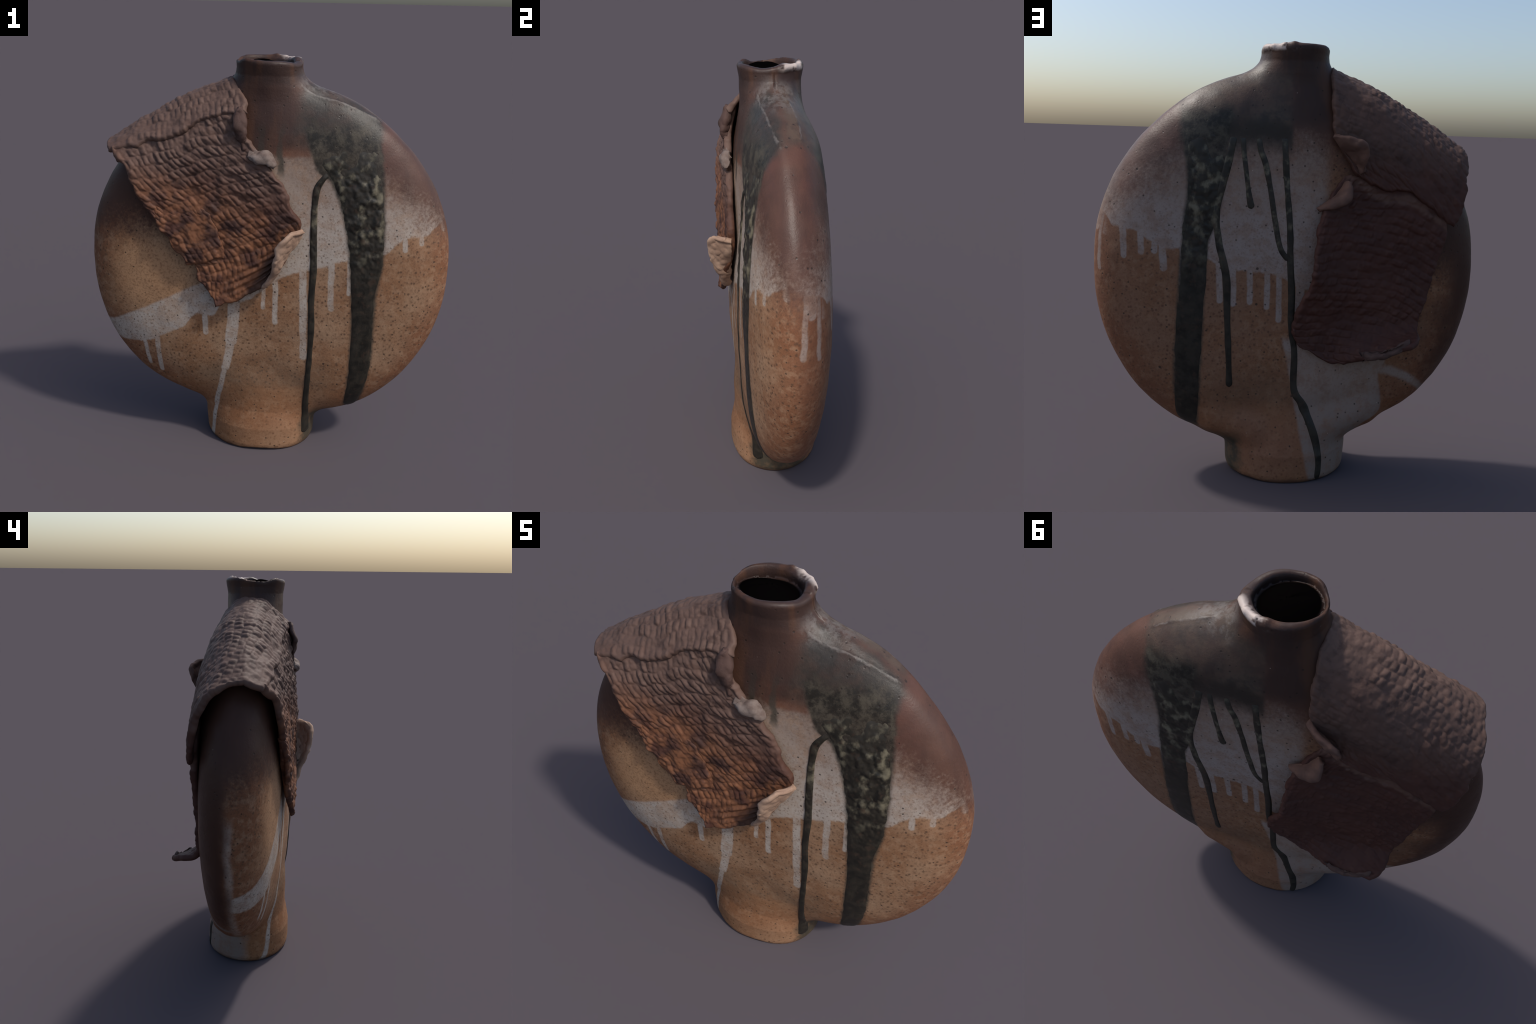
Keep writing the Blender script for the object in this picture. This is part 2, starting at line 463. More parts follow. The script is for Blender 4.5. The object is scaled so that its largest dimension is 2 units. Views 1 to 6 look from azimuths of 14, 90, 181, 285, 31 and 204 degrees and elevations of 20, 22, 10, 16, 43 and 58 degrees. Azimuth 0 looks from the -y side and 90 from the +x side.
    thin = n.add(.62, n.mul(n.step(.38, .60, n.noise(7, detail=5, rough=.65, offset=(3, 3, 9))), .32))
    col = n.mix(n.mul(grey, thin), col, gcol)
    for pts in (SHOULDER_CREASES[0], SHOULDER_CREASES[1]):
        line = n.curve(n.x, .10, .50, [(a[0], a[1]) for a in pts], -.2, .2)
        vein = n.step(.0055, .001, n.math("ABSOLUTE", n.sub(n.add(n.y, n.signed(30, .010)), line)))
        vein = n.mul(n.mul(vein, n.band(n.x, pts[0][0], pts[-1][0], .01)), n.mul(n.step(1.64, 1.68, n.z), n.step(.40, .55, n.noise(18, detail=3))))
        col = n.mix(n.mul(vein, .28), col, (.24, .215, .20))
    for side, lo_pts, hi_pts in ((front, [(.2, .39), (.6, .401), (.9, .388), (1.09, .368), (1.28, .329), (1.37, .300), (1.46, .255), (1.50, .20), (1.55, .178), (1.65, .145), (1.75, .13)],
                                  [(.2, .46), (.39, .492), (.6, .514), (.9, .512), (1.09, .533), (1.28, .527), (1.46, .510), (1.65, .478), (1.75, .44)]),
                                 (back, [(.2, .372), (.5, .360), (.8, .347), (1.1, .333), (1.25, .284), (1.4, .268), (1.54, .252), (1.68, .23)],
                                  [(.2, .44), (.5, .484), (.8, .472), (1.1, .453), (1.25, .440), (1.4, .428), (1.54, .443), (1.68, .453)])):
        lo, hi = n.curve(n.z, .2, 1.8, lo_pts, 0.0, 1.0), n.curve(n.z, .2, 1.8, hi_pts, 0.0, 1.0)
        wob = n.add(n.x, n.signed(30, .010))
        stain = n.mul(n.mul(n.step(-.010, .012, n.sub(wob, lo)), n.step(.012, -.010, n.sub(wob, hi))), n.mul(n.step(.20, .24, n.z), n.step(1.74, 1.66, pz)))
        scol = n.mix(n.step(.38, .64, mottle), (.015, .013, .010), (.060, .050, .036))
        col = n.mix(n.mul(n.mul(stain, side), .93), col, scol)
    for (xs, z0, z1, w) in ((-.062, 1.54, 1.70, .018), (.028, 1.48, 1.70, .022)):
        s = n.mul(n.mul(front, n.step(w, w * .3, n.math("ABSOLUTE", n.sub(px, xs)))), n.band(n.z, z0, z1, .03))
        col = n.mix(n.mul(s, .85), col, (.050, .042, .032))

    # neck: dark treacle glaze with rusty streaks and a pale lip at the back
    neck = n.step(1.83, 1.90, n.sub(n.z, n.mul(n.max(n.sub(n.math("ABSOLUTE", n.add(n.x, .05)), .13), 0.0), .8)))
    bib = n.mul(n.mul(n.band(px, -.24, .085, .03), n.step(1.56, 1.64, pz)), n.step(.02, -.02, n.y))
    bib_b = n.mul(n.mul(n.band(px, -.24, -.02, .02), n.step(1.60, 1.70, pz)), n.step(-.02, .02, n.y))
    neck = n.max(neck, n.max(n.mul(bib, .75), n.mul(bib_b, .85)))
    ncol = n.mix(n.step(.45, .66, n.noise(13, detail=3, stretch=(1, 1, .15))), (.034, .020, .017), (.066, .032, .020))
    col = n.mix(n.mul(neck, .9), col, ncol)
    lip = n.mul(n.step(1.955, 1.975, n.add(n.z, n.signed(20, .01))), n.mul(n.step(.09, .14, n.add(n.y, n.mul(n.x, .8))), n.step(-.10, .0, n.x)))
    lip = n.mul(lip, n.step(.40, .54, n.noise(16, detail=3, offset=(1, 1, 5))))
    col = n.mix(n.mul(lip, .9), col, (.56, .47, .42))
    ash = n.mul(n.mul(n.step(1.80, 1.86, n.z), n.step(1.95, 1.90, n.z)), n.mul(n.step(.08, .13, n.x), n.step(.42, .60, mottle)))
    col = n.mix(n.mul(ash, .45), col, (.16, .145, .135))
    # the mouth: shallow black plug with a darker wall around it
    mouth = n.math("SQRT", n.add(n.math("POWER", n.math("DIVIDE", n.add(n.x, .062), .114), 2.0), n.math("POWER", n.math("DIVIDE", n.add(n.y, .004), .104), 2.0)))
    black_plug = n.mul(n.step(1.06, .94, mouth), n.step(1.80, 1.84, n.z))
    col = n.mix(black_plug, col, (.0015, .0012, .0012))
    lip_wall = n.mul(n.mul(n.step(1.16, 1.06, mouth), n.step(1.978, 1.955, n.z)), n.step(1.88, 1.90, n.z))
    col = n.mix(n.mul(n.mul(lip_wall, n.inv(black_plug)), .8), col, (.018, .010, .008))

    # foot: glaze from the thin run pools round the right side
    fx = n.add(n.x, n.signed(22, .03))
    pool = n.mul(n.mul(n.step(.15, .20, fx), n.step(.25, .17, n.z)), n.step(-.175, -.10, n.add(n.y, n.signed(25, .035, offset=(4, 4, 4)))))
    col = n.mix(n.mul(pool, .93), col, n.mix(n.step(.4, .65, mottle), (.030, .030, .022), (.085, .055, .032)))
    burnt = n.step(.022, .004, n.add(n.z, n.signed(18, .012)))
    col = n.mix(n.mul(burnt, .8), col, (.06, .028, .018))

    # iron specks everywhere
    speck = n.max(n.spots(30, .07, .17, .58), n.spots(11, .05, .085, .40))
    col = n.mix(n.mul(speck, .80), col, (.022, .015, .012))
    pale = n.mul(n.spots(21, .03, .06, .10), .6)
    col = n.mix(pale, col, (.45, .38, .32))

    col = n.mix(black_plug, col, (.0015, .0012, .0012))
    glossy = n.max(n.max(brown, grey), neck)
    col = n.mix(n.mul(painted_edge_shade, .55), col, (.040, .018, .012))
    rough = n.sub(n.step(0, 1, glossy, .65, .45), n.mul(n.step(.4, .7, n.x), n.mul(glossy, .03)))
    rough = n.add(rough, n.mul(n.sub(mottle, .5), .25))
    n.bump(n.add(n.mul(grain, .5), n.add(n.mul(mottle, .5), n.mul(speck, -.6))), .28, .008)
    return n.finish(col, rough, n.mul(n.inv(black_plug), n.step(-.25, .15, n.x, .14, .28)))

def run_material():
    n = Nodes("dark_run_glaze")
    m = n.noise(24, detail=5, rough=.65)
    big = n.noise(22, detail=3, rough=.55, stretch=(1, 1, .8))
    col = n.mix(n.step(.35, .68, m), (.013, .0115, .009), (.030, .024, .017))
    pale = n.mul(n.step(.47, .70, big), n.step(.92, 1.30, n.add(n.z, n.signed(6, .12))))
    col = n.mix(n.mul(pale, .85), col, (.150, .130, .088))
    col = n.mix(n.mul(n.step(1.46, 1.68, n.add(n.z, n.signed(9, .09))), .85), col, n.mix(n.step(.36, .66, m), (.050, .044, .036), (.027, .024, .019)))
    rusty = n.mul(n.step(.55, .70, n.noise(30, detail=3, offset=(4, 8, 2))), .45)
    col = n.mix(rusty, col, (.055, .032, .021))
    n.bump(m, .35, .006)
    return n.finish(col, n.step(.3, .7, m, .38, .6), .28)

def sheet_material(name, lower, upper):
    n = Nodes(name)
    m = n.noise(17, detail=5, rough=.65)
    f = n.noise(70, detail=4, rough=.7)
    c = n.noise(4.5, detail=3, rough=.6, offset=(2, 3, 1))
    ashy = n.step(1.25, 1.66, n.add(n.z, n.signed(3.5, .16)))
    base = n.mix(n.step(.38, .62, c), lower, (.046, .022, .017))
    orange = n.mul(n.mul(n.step(.36, .56, n.noise(11, detail=4, offset=(7, 7, 7))), n.step(1.42, 1.18, n.add(n.z, n.mul(n.x, .35)))), n.step(.12, .0, n.y))
    base = n.mix(n.mul(orange, .70), base, (.205, .085, .040))
    ashy = n.mul(ashy, n.step(.20, .02, n.y, .55, 1.0))
    base = n.mix(ashy, base, upper)
    base = n.mix(n.mul(n.step(.52, .70, m), .5), base, (.105, .056, .040))
    base = n.mix(n.mul(n.step(.48, .34, m), .5), base, (.034, .018, .014))
    base = n.mix(n.mul(n.step(.55, .75, f), .3), base, (.04, .023, .018))
    base = n.mix(n.mul(n.step(.12, .18, n.y), n.step(1.55, 1.35, n.z, 0, .55)), base, (.060, .021, .016))
    tear = n.curve(n.x, -.85, -.20, [(-.80, 1.18), (-.66, 1.275), (-.58, 1.325), (-.43, 1.350), (-.31, 1.415), (-.22, 1.45)])
    fray = n.mul(n.band(n.sub(n.add(n.z, n.signed(16, .02)), tear), -.030, .012, .012), n.step(.12, .16, n.y))
    base = n.mix(n.mul(fray, n.step(.35, .55, n.noise(13, detail=3), .1, .55)), base, (.135, .076, .055))
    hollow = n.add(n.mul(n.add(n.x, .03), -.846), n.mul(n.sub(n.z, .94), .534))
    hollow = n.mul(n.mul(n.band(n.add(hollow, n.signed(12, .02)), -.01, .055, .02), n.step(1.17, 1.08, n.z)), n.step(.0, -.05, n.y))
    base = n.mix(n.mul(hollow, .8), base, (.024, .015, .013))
    n.bump(n.add(n.mul(m, .6), n.mul(f, .4)), .4, .006)
    return n.finish(base, .66, .22)

def curl_material(name, a, b):
    n = Nodes(name)
    col = n.mix(n.step(.35, .65, n.noise(14, detail=4)), a, b)
    col = n.mix(n.mul(n.step(.58, .72, n.noise(80, detail=4, rough=.7)), .4), col, (.07, .04, .028))
    n.bump(n.noise(45, detail=5, rough=.7), .4, .006)
    return n.finish(col, .75, .3)

FLASK = flask_material()
RUN = run_material()
SHEET = sheet_material("knit_pressed_clay", (.066, .027, .018), (.106, .064, .050))
PALE_CURL = curl_material("pale_torn_clay", (.36, .24, .17), (.26, .165, .115))
DARK_CURL = curl_material("brown_torn_clay", (.13, .068, .048), (.085, .045, .034))
DIM_CURL = curl_material("dark_torn_clay", (.075, .042, .034), (.045, .024, .019))
ASH_CURL = curl_material("ash_crusted_clay", (.19, .150, .130), (.095, .062, .050))

# ------------------------------------------------------------------ flask parts: belly, neck, foot
def build_flask():
    v, f = surface_nets(flask, (-1.02, -.27, -.045), (.95, .27, 2.045), .0105)
    for _ in range(3):
        v = v - gradient(v) * np.clip(flask(v), -.006, .006)[:, None]
    v[:, 2] = np.maximum(v[:, 2], 0)
    normals = gradient(v)
    c = v[f].mean(1)
    reach = np.hypot((c[:, 0] + .05) / .20, c[:, 1] / .20)
    inner = np.hypot((c[:, 0] + .062) / .128, (c[:, 1] + .004) / .118) < 1
    part = np.zeros(len(f), int)
    part[((c[:, 2] > 1.865) & (reach < 1.25)) | (inner & (c[:, 2] > 1.8))] = 1
    part[(c[:, 2] < .165) & (np.hypot((c[:, 0] + .055) / .33, c[:, 1] / .25) < 1)] = 2
    for k, name in enumerate(("belly", "neck", "foot")):
        ff = f[part == k]
        used, back = np.unique(ff, return_inverse=True)
        ob = make_object(name, v[used], back.reshape(ff.shape), FLASK)
        ob.data.normals_split_custom_set_from_vertices(normals[used].tolist())

build_flask()

# ------------------------------------------------------------------ dark glaze runs lying on the belly
def build_run(name, side, path, height=.006, lumps=0.0, seed=0, round_start=False, round_end=True):
    """path rows: x, z, half width"""
    path = np.array(path, float)
    seg = np.hypot(*np.diff(path[:, :2], axis=0).T)
    n = max(12, int(seg.sum() / .0055))
    knots = np.concatenate([[0], np.cumsum(seg)]) / seg.sum()
    tt = np.linspace(0, 1, n)
    c = catmull(path, np.interp(tt, knots, np.linspace(0, 1, len(path))))
    length = tt * seg.sum()
    w = c[:, 2] * (1 + np.minimum(.10, .0032 / c[:, 2]) * noise(np.stack([length * 22, 0 * tt + seed, 0 * tt], -1), seed))
    if round_end:
        r = np.clip((seg.sum() - length) / w, 0, 1)
        w = w * np.sqrt(np.maximum(1 - (1 - r) ** 2, .02))
    if round_start:
        r = np.clip(length / w, 0, 1)
        w = w * np.sqrt(np.maximum(1 - (1 - r) ** 2, .02))
    m = int(np.clip(c[:, 2].max() * 2 / .0055, 9, 41))
    s = np.linspace(-1, 1, m)
    tang = np.gradient(c[:, :2], axis=0)
    tang /= np.linalg.norm(tang, axis=1)[:, None]
    across = np.stack([-tang[:, 1], tang[:, 0]], -1)
    slant = np.stack([across[:, 0], across[:, 1] * np.clip(.03 / np.maximum(c[:, 2], 1e-3), 0, 1)], -1)
    X = c[:, None, 0] + slant[:, None, 0] * s[None] * w[:, None]
    Z = c[:, None, 1] + slant[:, None, 1] * s[None] * w[:, None]
    Y = face_side(X, Z, side)
    P = np.stack([X, Y, Z], -1)
    N = gradient(P)
    wide = np.minimum(w[:, None], .03) / .03
    h = height * (.35 + .65 * wide) * (1 - np.abs(s)[None] ** 4) - .0025 * np.abs(s)[None] ** 6
    if lumps:
        strength = lumps * smoothstep(.85, 1.15, Z) * (1 - np.abs(s)[None] ** 4)
        h = h + strength * np.abs(fbm(P * np.array([26, 1, 19.]), 3, 7 + seed)) * 1.2 + .3 * strength * noise(P * 70, 5)
    fade = 1 if round_start else smoothstep(.02 if lumps > .003 else 0, max(.045, c[:, 2].max() * 2.0), length[:, None] + (.07 * noise(P * 22, 8) if lumps > .003 else 0))
    h = h * fade - .004 * (1 - fade) ** 2
    top = P + N * h[..., None]
    bottom = P - N * .010
    V = np.concatenate([top.reshape(-1, 3), bottom.reshape(-1, 3)])
    return make_object(name, V, shell_faces(n, m, flip=side > 0), RUN)

def shell_faces(n, m, flip=False):
    """quads of a closed slab made of an outer n x m grid followed by an inner one"""
    g = np.arange(n * m).reshape(n, m)
    o = n * m
    outer = np.stack([g[:-1, :-1], g[1:, :-1], g[1:, 1:], g[:-1, 1:]], -1).reshape(-1, 4)
    inner = outer[:, ::-1] + o
    loop = np.concatenate([g[0, :-1], g[:-1, -1], g[-1, :0:-1], g[:0:-1, 0]])
    nxt = np.roll(loop, -1)
    rim = np.stack([loop, nxt, nxt + o, loop + o], -1)
    f = np.concatenate([outer, inner, rim])
    return f[:, ::-1] if flip else f

build_run("glaze_run", -1, [(.26, 1.500, .012), (.228, 1.465, .015), (.203, 1.415, .018), (.196, 1.316, .016), (.200, 1.158, .017), (.206, 1.028, .018), (.203, .874, .018),
                            (.209, .734, .017), (.208, .585, .016), (.203, .445, .016), (.197, .300, .018), (.197, .200, .020), (.200, .07, .022)], .007, .003, 1)
build_run("glaze_run", -1, [(.315, 1.690, .165), (.328, 1.640, .158), (.345, 1.548, .150), (.385, 1.458, .122), (.412, 1.370, .106), (.43, 1.280, .098), (.443, 1.185, .090),
                            (.452, 1.090, .083), (.452, 1.005, .074), (.448, .920, .062), (.452, .818, .058), (.457, .710, .056), (.457, .597, .056),
                            (.456, .477, .055), (.446, .390, .048), (.430, .29, .040), (.424, .235, .036)], .004, .0075, 2)
build_run("glaze_run", 1, [(.343, 1.62, .105), (.348, 1.537, .095), (.348, 1.40, .080), (.362, 1.255, .078), (.381, 1.185, .072), (.393, 1.096, .062), (.395, .964, .062),
                           (.410, .814, .064), (.417, .660, .067), (.422, .50, .062), (.424, .322, .055), (.412, .235, .034)], .003, .004, 3)
build_run("glaze_run", 1, [(.225, 1.60, .018), (.250, 1.48, .018), (.272, 1.386, .018), (.298, 1.257, .017), (.287, 1.127, .017), (.266, 1.039, .018), (.250, .951, .019), (.245, .816, .018),
                           (.242, .74, .017), (.234, .585, .016), (.229, .448, .017)], .006, .002, 4)
build_run("glaze_run", 1, [(.188, 1.60, .014), (.184, 1.53, .013), (.173, 1.445, .012), (.157, 1.331, .014), (.145, 1.275, .018)], .006, 0, 5)
build_run("glaze_run", 1, [(.122, 1.60, .014), (.110, 1.53, .015), (.089, 1.475, .015), (.064, 1.362, .014), (.039, 1.218, .014), (.013, 1.102, .013), (-.025, 1.045, .013)], .006, 0, 6)
build_run("glaze_run", 1, [(.008, 1.60, .016), (.003, 1.534, .016), (-.008, 1.392, .015), (-.028, 1.19, .016), (-.034, 1.043, .016), (-.045, .893, .018), (-.048, .741, .016),
                           (-.066, .616, .016), (-.071, .438, .018), (-.113, .360, .022), (-.170, .218, .022), (-.194, .10, .019), (-.19, .004, .014)], .006, 0, 7)

# ------------------------------------------------------------------ the draped, knit-pressed clay sheet
def sheet_grid(ctrl, n, m):
    """dense points of a control net: rows along the drape, columns from neck side to outer side"""
    ctrl = np.array(ctrl, float)
    rows = catmull(ctrl, np.linspace(0, 1, n))
    return np.swapaxes(catmull(np.swapaxes(rows, 0, 1), np.linspace(0, 1, m)), 0, 1)

def grid_normals(P):
    n = np.cross(np.gradient(P, axis=1), np.gradient(P, axis=0))
    return n / (np.linalg.norm(n, axis=-1, keepdims=True) + 1e-9)

def lengths(P):
    L0 = np.concatenate([np.zeros((1, P.shape[1])), np.cumsum(np.linalg.norm(np.diff(P, axis=0), axis=-1), 0)])
    L1 = np.concatenate([np.zeros((P.shape[0], 1)), np.cumsum(np.linalg.norm(np.diff(P, axis=1), axis=-1), 1)], 1)
    return L0, L1

def stitches(r, s, lean, seed, ridge=0.0):
    """relief of a pressed knit: rows r, leaning loops s, both in stitch units; 0..1"""
    row = np.floor(r)
    fr = r - row
    rnd = hash3(row.astype(int), row.astype(int) * 0, row.astype(int) * 0, seed)
    ss = s + rnd * .5 + lean * (fr - .5)
    cell = np.floor(ss)
    fs = ss - cell
    amp = .64 + .46 * hash3(row.astype(int), cell.astype(int), row.astype(int) * 0, seed + 1)
    across = 1 - np.abs(2 * fs - 1) ** 2.6
    along = 1 - .85 * np.abs(2 * fr - 1) ** 4
    return along * (ridge + (1 - ridge) * across) * amp

def build_sheet(name, ctrl, relief, outward, thickness=.028, step=.0042, ragged=.010, seed=0, material=None):
    rough = sheet_grid(ctrl, 40, 30)
    L0, L1 = lengths(rough)
    n, m = int(L0[-1].max() / step), int(L1[:, -1].max() / step)
    P = sheet_grid(ctrl, n, m)
    L0, L1 = lengths(P)
    E0, E1 = L0[-1][None] - L0, L1[:, -1][:, None] - L1
    N = grid_normals(P)
    if (N[n // 2, m // 2] @ np.array(outward)) < 0:
        N = -N
        flip = True
    else:
        flip = False
    # torn edges wander in the plane of the sheet
    T0, T1 = np.gradient(P, axis=0), np.gradient(P, axis=1)
    T0 /= np.linalg.norm(T0, axis=-1, keepdims=True) + 1e-9
    T1 /= np.linalg.norm(T1, axis=-1, keepdims=True) + 1e-9
    jag = lambda L, k: ragged * (fbm(np.stack([L * 18, 0 * L + k, 0 * L], -1), 3, seed + k))
    fall = lambda d: np.exp(-d / .03)
    P = P + T0 * ((jag(L1, 1) * fall(L0)) + (jag(L1, 2) * fall(E0)))[..., None] + T1 * ((jag(L0, 3) * fall(L1)) + (jag(L0, 4) * fall(E1)))[..., None]
    d = np.minimum(np.minimum(L0, E0), np.minimum(L1, E1))
    rounding = np.sqrt(np.clip(1 - (1 - np.clip(d / .014, 0, 1)) ** 2, 0, 1))
    h = relief(P, L0, L1, E0, E1)
    wave = .006 * noise(P * 7, seed + 20)
    outer = P + N * ((h + wave) * (.3 + .7 * rounding) - .45 * thickness * (1 - rounding))[..., None]
    inner = P - N * (thickness - .35 * thickness * (1 - rounding) + .003 * noise(P * 20, seed + 9))[..., None]
    V = np.concatenate([outer.reshape(-1, 3), inner.reshape(-1, 3)])
    return make_object(name, V, shell_faces(n, m, flip=not flip), material or SHEET)

FRONT_NET = [
    [(.030, -.222, 1.055), (-.03, -.224, .950), (-.14, -.236, .866), (-.256, -.242, .814)],
    [(.143, -.208, 1.221), (.0, -.210, 1.13), (-.17, -.216, 1.05), (-.350, -.220, .965)],
    [(.10, -.208, 1.33), (-.06, -.211, 1.25), (-.24, -.211, 1.17), (-.400, -.208, 1.075)],
    [(.03, -.206, 1.46), (-.15, -.208, 1.38), (-.34, -.210, 1.29), (-.53, -.214, 1.203)],
    [(-.065, -.201, 1.58), (-.24, -.200, 1.51), (-.44, -.202, 1.42), (-.635, -.214, 1.36)],
    [(-.138, -.190, 1.68), (-.30, -.181, 1.63), (-.5, -.182, 1.55), (-.71, -.192, 1.49)],
    [(-.162, -.166, 1.79), (-.32, -.148, 1.745), (-.52, -.146, 1.66), (-.796, -.134, 1.566)]]
OVERLAP_NET = [
    [(-.215, -.220, 1.080), (-.31, -.223, 1.045), (-.392, -.220, 1.020)],
    [(-.235, -.219, 1.16), (-.345, -.222, 1.13), (-.456, -.222, 1.102)],
    [(-.28, -.216, 1.27), (-.41, -.220, 1.24), (-.534, -.222, 1.205)],
    [(-.36, -.188, 1.38), (-.48, -.192, 1.345), (-.600, -.200, 1.31)]]
TOP_NET = [
    [(-.125, -.190, 1.772), (-.30, -.176, 1.724), (-.50, -.178, 1.637), (-.790, -.152, 1.560)],
    [(-.165, -.118, 1.852), (-.34, -.100, 1.802), (-.54, -.103, 1.710), (-.812, -.098, 1.580)],
    [(-.205, -.05, 1.898), (-.38, -.04, 1.836), (-.57, -.04, 1.744), (-.830, -.05, 1.586)],
    [(-.21, .05, 1.893), (-.39, .05, 1.822), (-.59, .05, 1.716), (-.846, .04, 1.562)],
    [(-.205, .125, 1.838), (-.40, .136, 1.748), (-.60, .133, 1.626), (-.850, .100, 1.516)],
    [(-.205, .180, 1.72), (-.40, .188, 1.63), (-.60, .184, 1.53), (-.840, .152, 1.42)],
    [(-.206, .200, 1.60), (-.38, .203, 1.52), (-.57, .206, 1.43), (-.815, .184, 1.30)],
    [(-.31, .212, 1.44), (-.43, .210, 1.374), (-.58, .210, 1.350), (-.782, .196, 1.21)]]
BACK_NET = [
    [(-.25, .186, 1.43), (-.42, .186, 1.43), (-.60, .184, 1.42), (-.765, .176, 1.33)],
    [(-.165, .232, 1.275), (-.36, .194, 1.28), (-.56, .192, 1.24), (-.748, .180, 1.15)],
    [(-.140, .272, 1.12), (-.27, .222, 1.10), (-.52, .190, 1.07), (-.710, .180, 1.0)],
    [(-.134, .276, .96), (-.25, .228, .93), (-.48, .190, .90), (-.672, .182, .86)],
    [(-.052, .228, .77), (-.25, .198, .76), (-.45, .194, .75), (-.640, .196, .74)],
    [(-.05, .212, .70), (-.22, .204, .635), (-.39, .266, .655), (-.615, .288, .712)],
    [(-.08, .208, .65), (-.24, .222, .578), (-.380, .298, .628), (-.580, .316, .698)]]

FRONT_LEAN = .55

def knit_warp(P, seed):
    return .5 * noise(P * 5, seed) + .28 * noise(P * 14, seed + 1) + .16 * noise(P * 34, seed + 2)

def front_relief(P, L0, L1, E0, E1):
    worn = .72 + .45 * noise(P * 9, 36)
    s = stitches(E0 / .051 + knit_warp(P, 31), L1 / .0285 + .5 * noise(P * 12, 38), FRONT_LEAN, 11, .12) * worn
    low = smoothstep(.20, .10, L0) * smoothstep(.42, .25, L1)
    hollow = np.exp(-(L1 / .07) ** 2) * smoothstep(.20, .12, L0)
    flutes = .006 * np.sin(L0 / .034 * math.tau + 1.2 * noise(P * 8, 37)) * low * smoothstep(.02, .05, L0)
    return .0102 * s * (1 - .75 * low) * (1 - hollow) + flutes * (1 - hollow) - .007 * hollow + .005 * fbm(P * 30, 3, 41)

def overlap_relief(P, L0, L1, E0, E1):
    s = stitches(E0 / .051 + knit_warp(P, 31), L1 / .0285 + .5 * noise(P * 12, 38), FRONT_LEAN, 17, .12)
    return .010 * s * (.7 + .5 * noise(P * 9, 36)) + .006 * fbm(P * 26, 3, 41)

def top_relief(P, L0, L1, E0, E1):
    over = L0 / np.maximum(L0[-1].max(), 1e-6)
    r = L0 / .043 + knit_warp(P, 33)
    a = stitches(r, L1 / .030 + .3 * noise(P * 12, 39), .35, 12, .10)
    b = stitches(r, L1 / .042 + .3 * noise(P * 12, 39), .2, 12, .45)
    t = smoothstep(.35, .6, over)
    worn = smoothstep(-.5, .1, noise(P * 6.5, 35))
    return .0075 * (a * (1 - t) + b * t) * (.25 + .75 * worn) + .004 * fbm(P * 28, 3, 43)

def back_relief(P, L0, L1, E0, E1):
    s = stitches(L0 / .037 + knit_warp(P, 34) * .8, L1 / .024, .3, 13, .68)
    smooth_lip = smoothstep(.16, .06, E0) * smoothstep(.30, .12, E1)
    return .0105 * s * (1 - .8 * smooth_lip) * (.8 + .35 * noise(P * 9, 30)) + .0035 * fbm(P * 30, 3, 44)

front_sheet = build_sheet("draped_clay_sheet", FRONT_NET, front_relief, (-.1, -1, .1), seed=1)
overlap_sheet = build_sheet("draped_clay_sheet", OVERLAP_NET, overlap_relief, (-.1, -1, .1), seed=4, thickness=.020)
top_sheet = build_sheet("draped_clay_sheet", TOP_NET, top_relief, (-.3, 0, 1), seed=2, thickness=.030)
back_sheet = build_sheet("draped_clay_sheet", BACK_NET, back_relief, (0, 1, 0), seed=3)

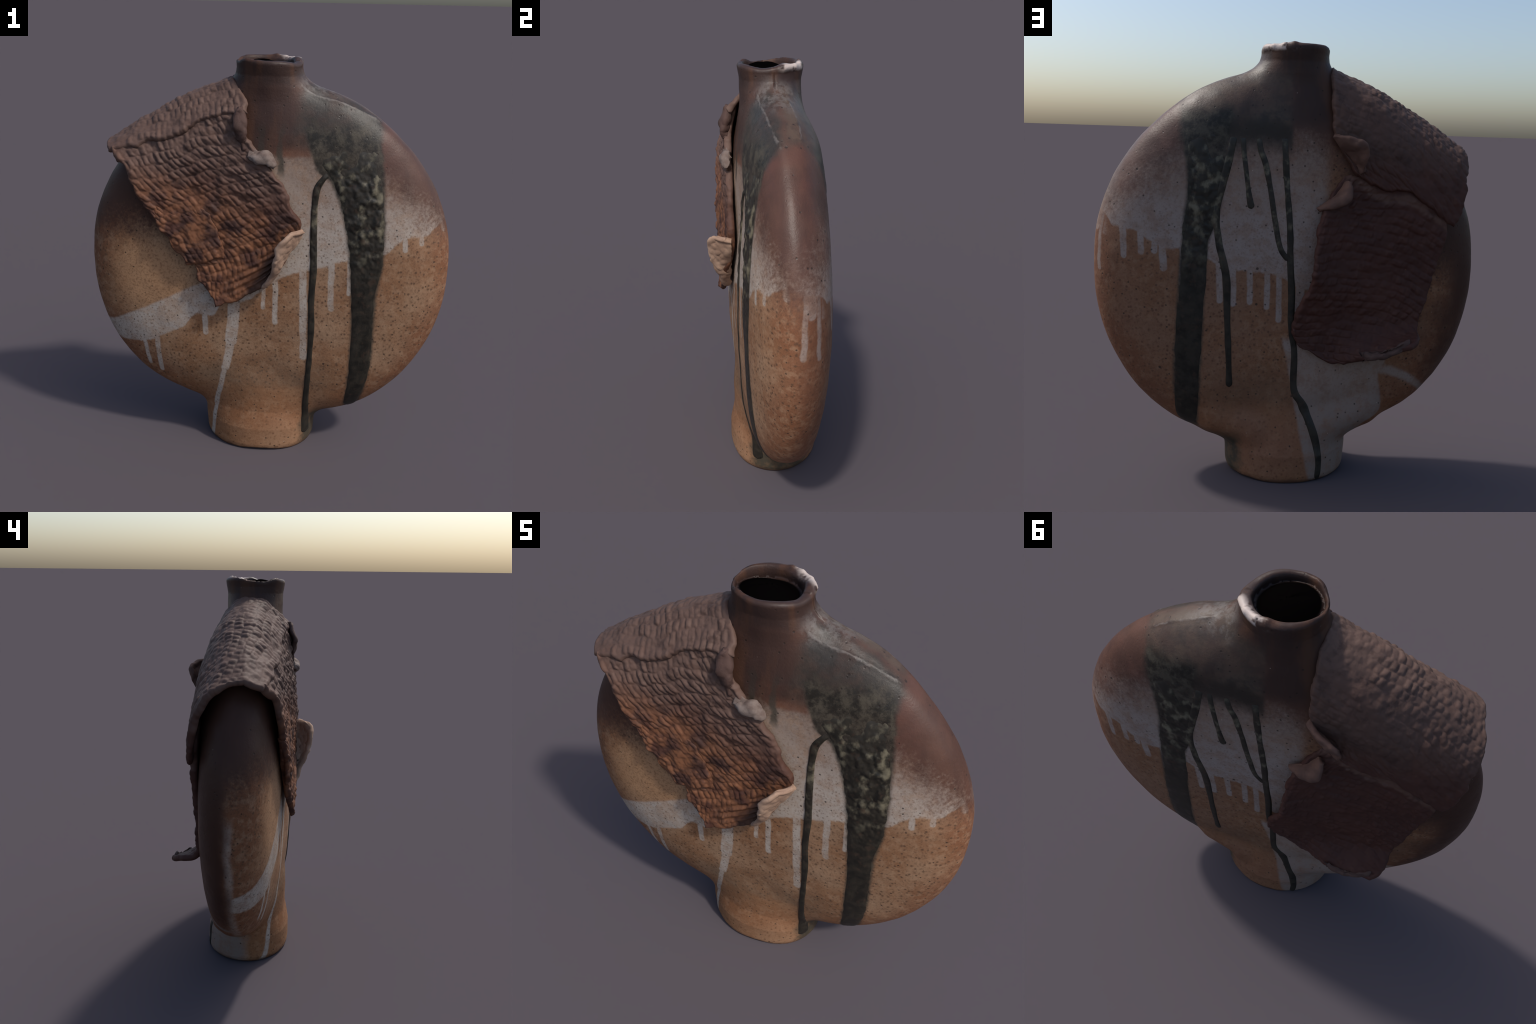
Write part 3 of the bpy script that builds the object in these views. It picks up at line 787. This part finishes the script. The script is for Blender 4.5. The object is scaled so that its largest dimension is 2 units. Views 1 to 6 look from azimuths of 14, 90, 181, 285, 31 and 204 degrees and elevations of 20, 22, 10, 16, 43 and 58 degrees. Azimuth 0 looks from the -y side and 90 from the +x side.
# ------------------------------------------------------------------ torn corners that curl away
def build_curl(name, base, tip, bow, thickness, material, parent, n=26, m=40, seed=0, rough=.004):
    """a flap from a base line on the sheet to a free outer edge; bow pushes the middle sideways"""
    A, B = catmull(base, np.linspace(0, 1, m)), catmull(tip, np.linspace(0, 1, m))
    t = np.linspace(0, 1, n)[:, None, None]
    P = A[None] * (1 - t) + B[None] * t + np.array(bow) * (np.sin(np.pi * t) * np.sin(np.pi * np.linspace(0, 1, m))[None, :, None])
    P = P + .5 * rough * np.stack([noise(P * 60, seed + 3), noise(P * 60, seed + 4), noise(P * 60, seed + 5)], -1)
    P = P + rough * np.stack([noise(P * 24, seed), noise(P * 24, seed + 1), noise(P * 24, seed + 2)], -1)
    N = grid_normals(P)
    E = (1 - t[..., 0]) * np.linalg.norm(B - A, axis=-1)[None]
    r = np.sqrt(np.clip(1 - (1 - np.clip(E / (thickness * .6), 0, 1)) ** 2, .05, 1))[..., None]
    V = np.concatenate([(P + N * thickness / 2 * r).reshape(-1, 3), (P - N * thickness / 2 * r).reshape(-1, 3)])
    ob = make_object(name, V, shell_faces(n, m, flip=True), material, parent)
    return ob

build_curl("torn_curl", [(-.36, .285, .622), (-.43, .290, .640), (-.50, .293, .664), (-.575, .296, .692)],
           [(-.38, .306, .628), (-.44, .314, .642), (-.50, .318, .662), (-.572, .314, .690)], (0, 0, -.006), .044, DIM_CURL, back_sheet, seed=61, rough=.006)
build_curl("torn_curl", [(.150, -.196, 1.225), (.085, -.198, 1.12), (.03, -.198, 1.03), (-.03, -.200, .94)],
           [(.156, -.222, 1.236), (.085, -.280, 1.236), (.032, -.300, 1.150), (.020, -.268, 1.045), (-.032, -.226, .935)],
           (.020, -.004, -.012), .024, PALE_CURL, front_sheet, seed=51, rough=.009)
build_curl("torn_curl", [(-.152, -.176, 1.79), (-.142, -.176, 1.73), (-.142, -.180, 1.67), (-.118, -.182, 1.60)],
           [(-.160, -.192, 1.78), (-.180, -.204, 1.73), (-.180, -.210, 1.67), (-.140, -.206, 1.60)],
           (.02, -.012, 0), .024, DIM_CURL, front_sheet, seed=53, rough=.012)
build_curl("torn_curl", [(-.105, -.185, 1.600), (-.06, -.185, 1.585), (-.02, -.185, 1.575), (.01, -.195, 1.53)],
           [(-.115, -.206, 1.575), (-.075, -.222, 1.540), (-.04, -.220, 1.540), (.008, -.205, 1.51)],
           (0, -.012, .014), .026, ASH_CURL, front_sheet, seed=55, rough=.009)
build_curl("torn_curl", [(-.205, .200, 1.60), (-.25, .205, 1.55), (-.30, .205, 1.50), (-.335, .205, 1.44)],
           [(-.225, .222, 1.605), (-.29, .262, 1.598), (-.345, .272, 1.565), (-.345, .225, 1.45)],
           (-.01, .018, -.012), .024, DARK_CURL, top_sheet, seed=57, rough=.005)
build_curl("torn_curl", [(-.145, .200, 1.28), (-.19, .205, 1.31), (-.235, .205, 1.345), (-.27, .205, 1.40)],
           [(-.150, .222, 1.275), (-.235, .258, 1.295), (-.285, .268, 1.335), (-.282, .236, 1.41)],
           (.01, .016, .012), .022, DARK_CURL, back_sheet, seed=59, rough=.004)
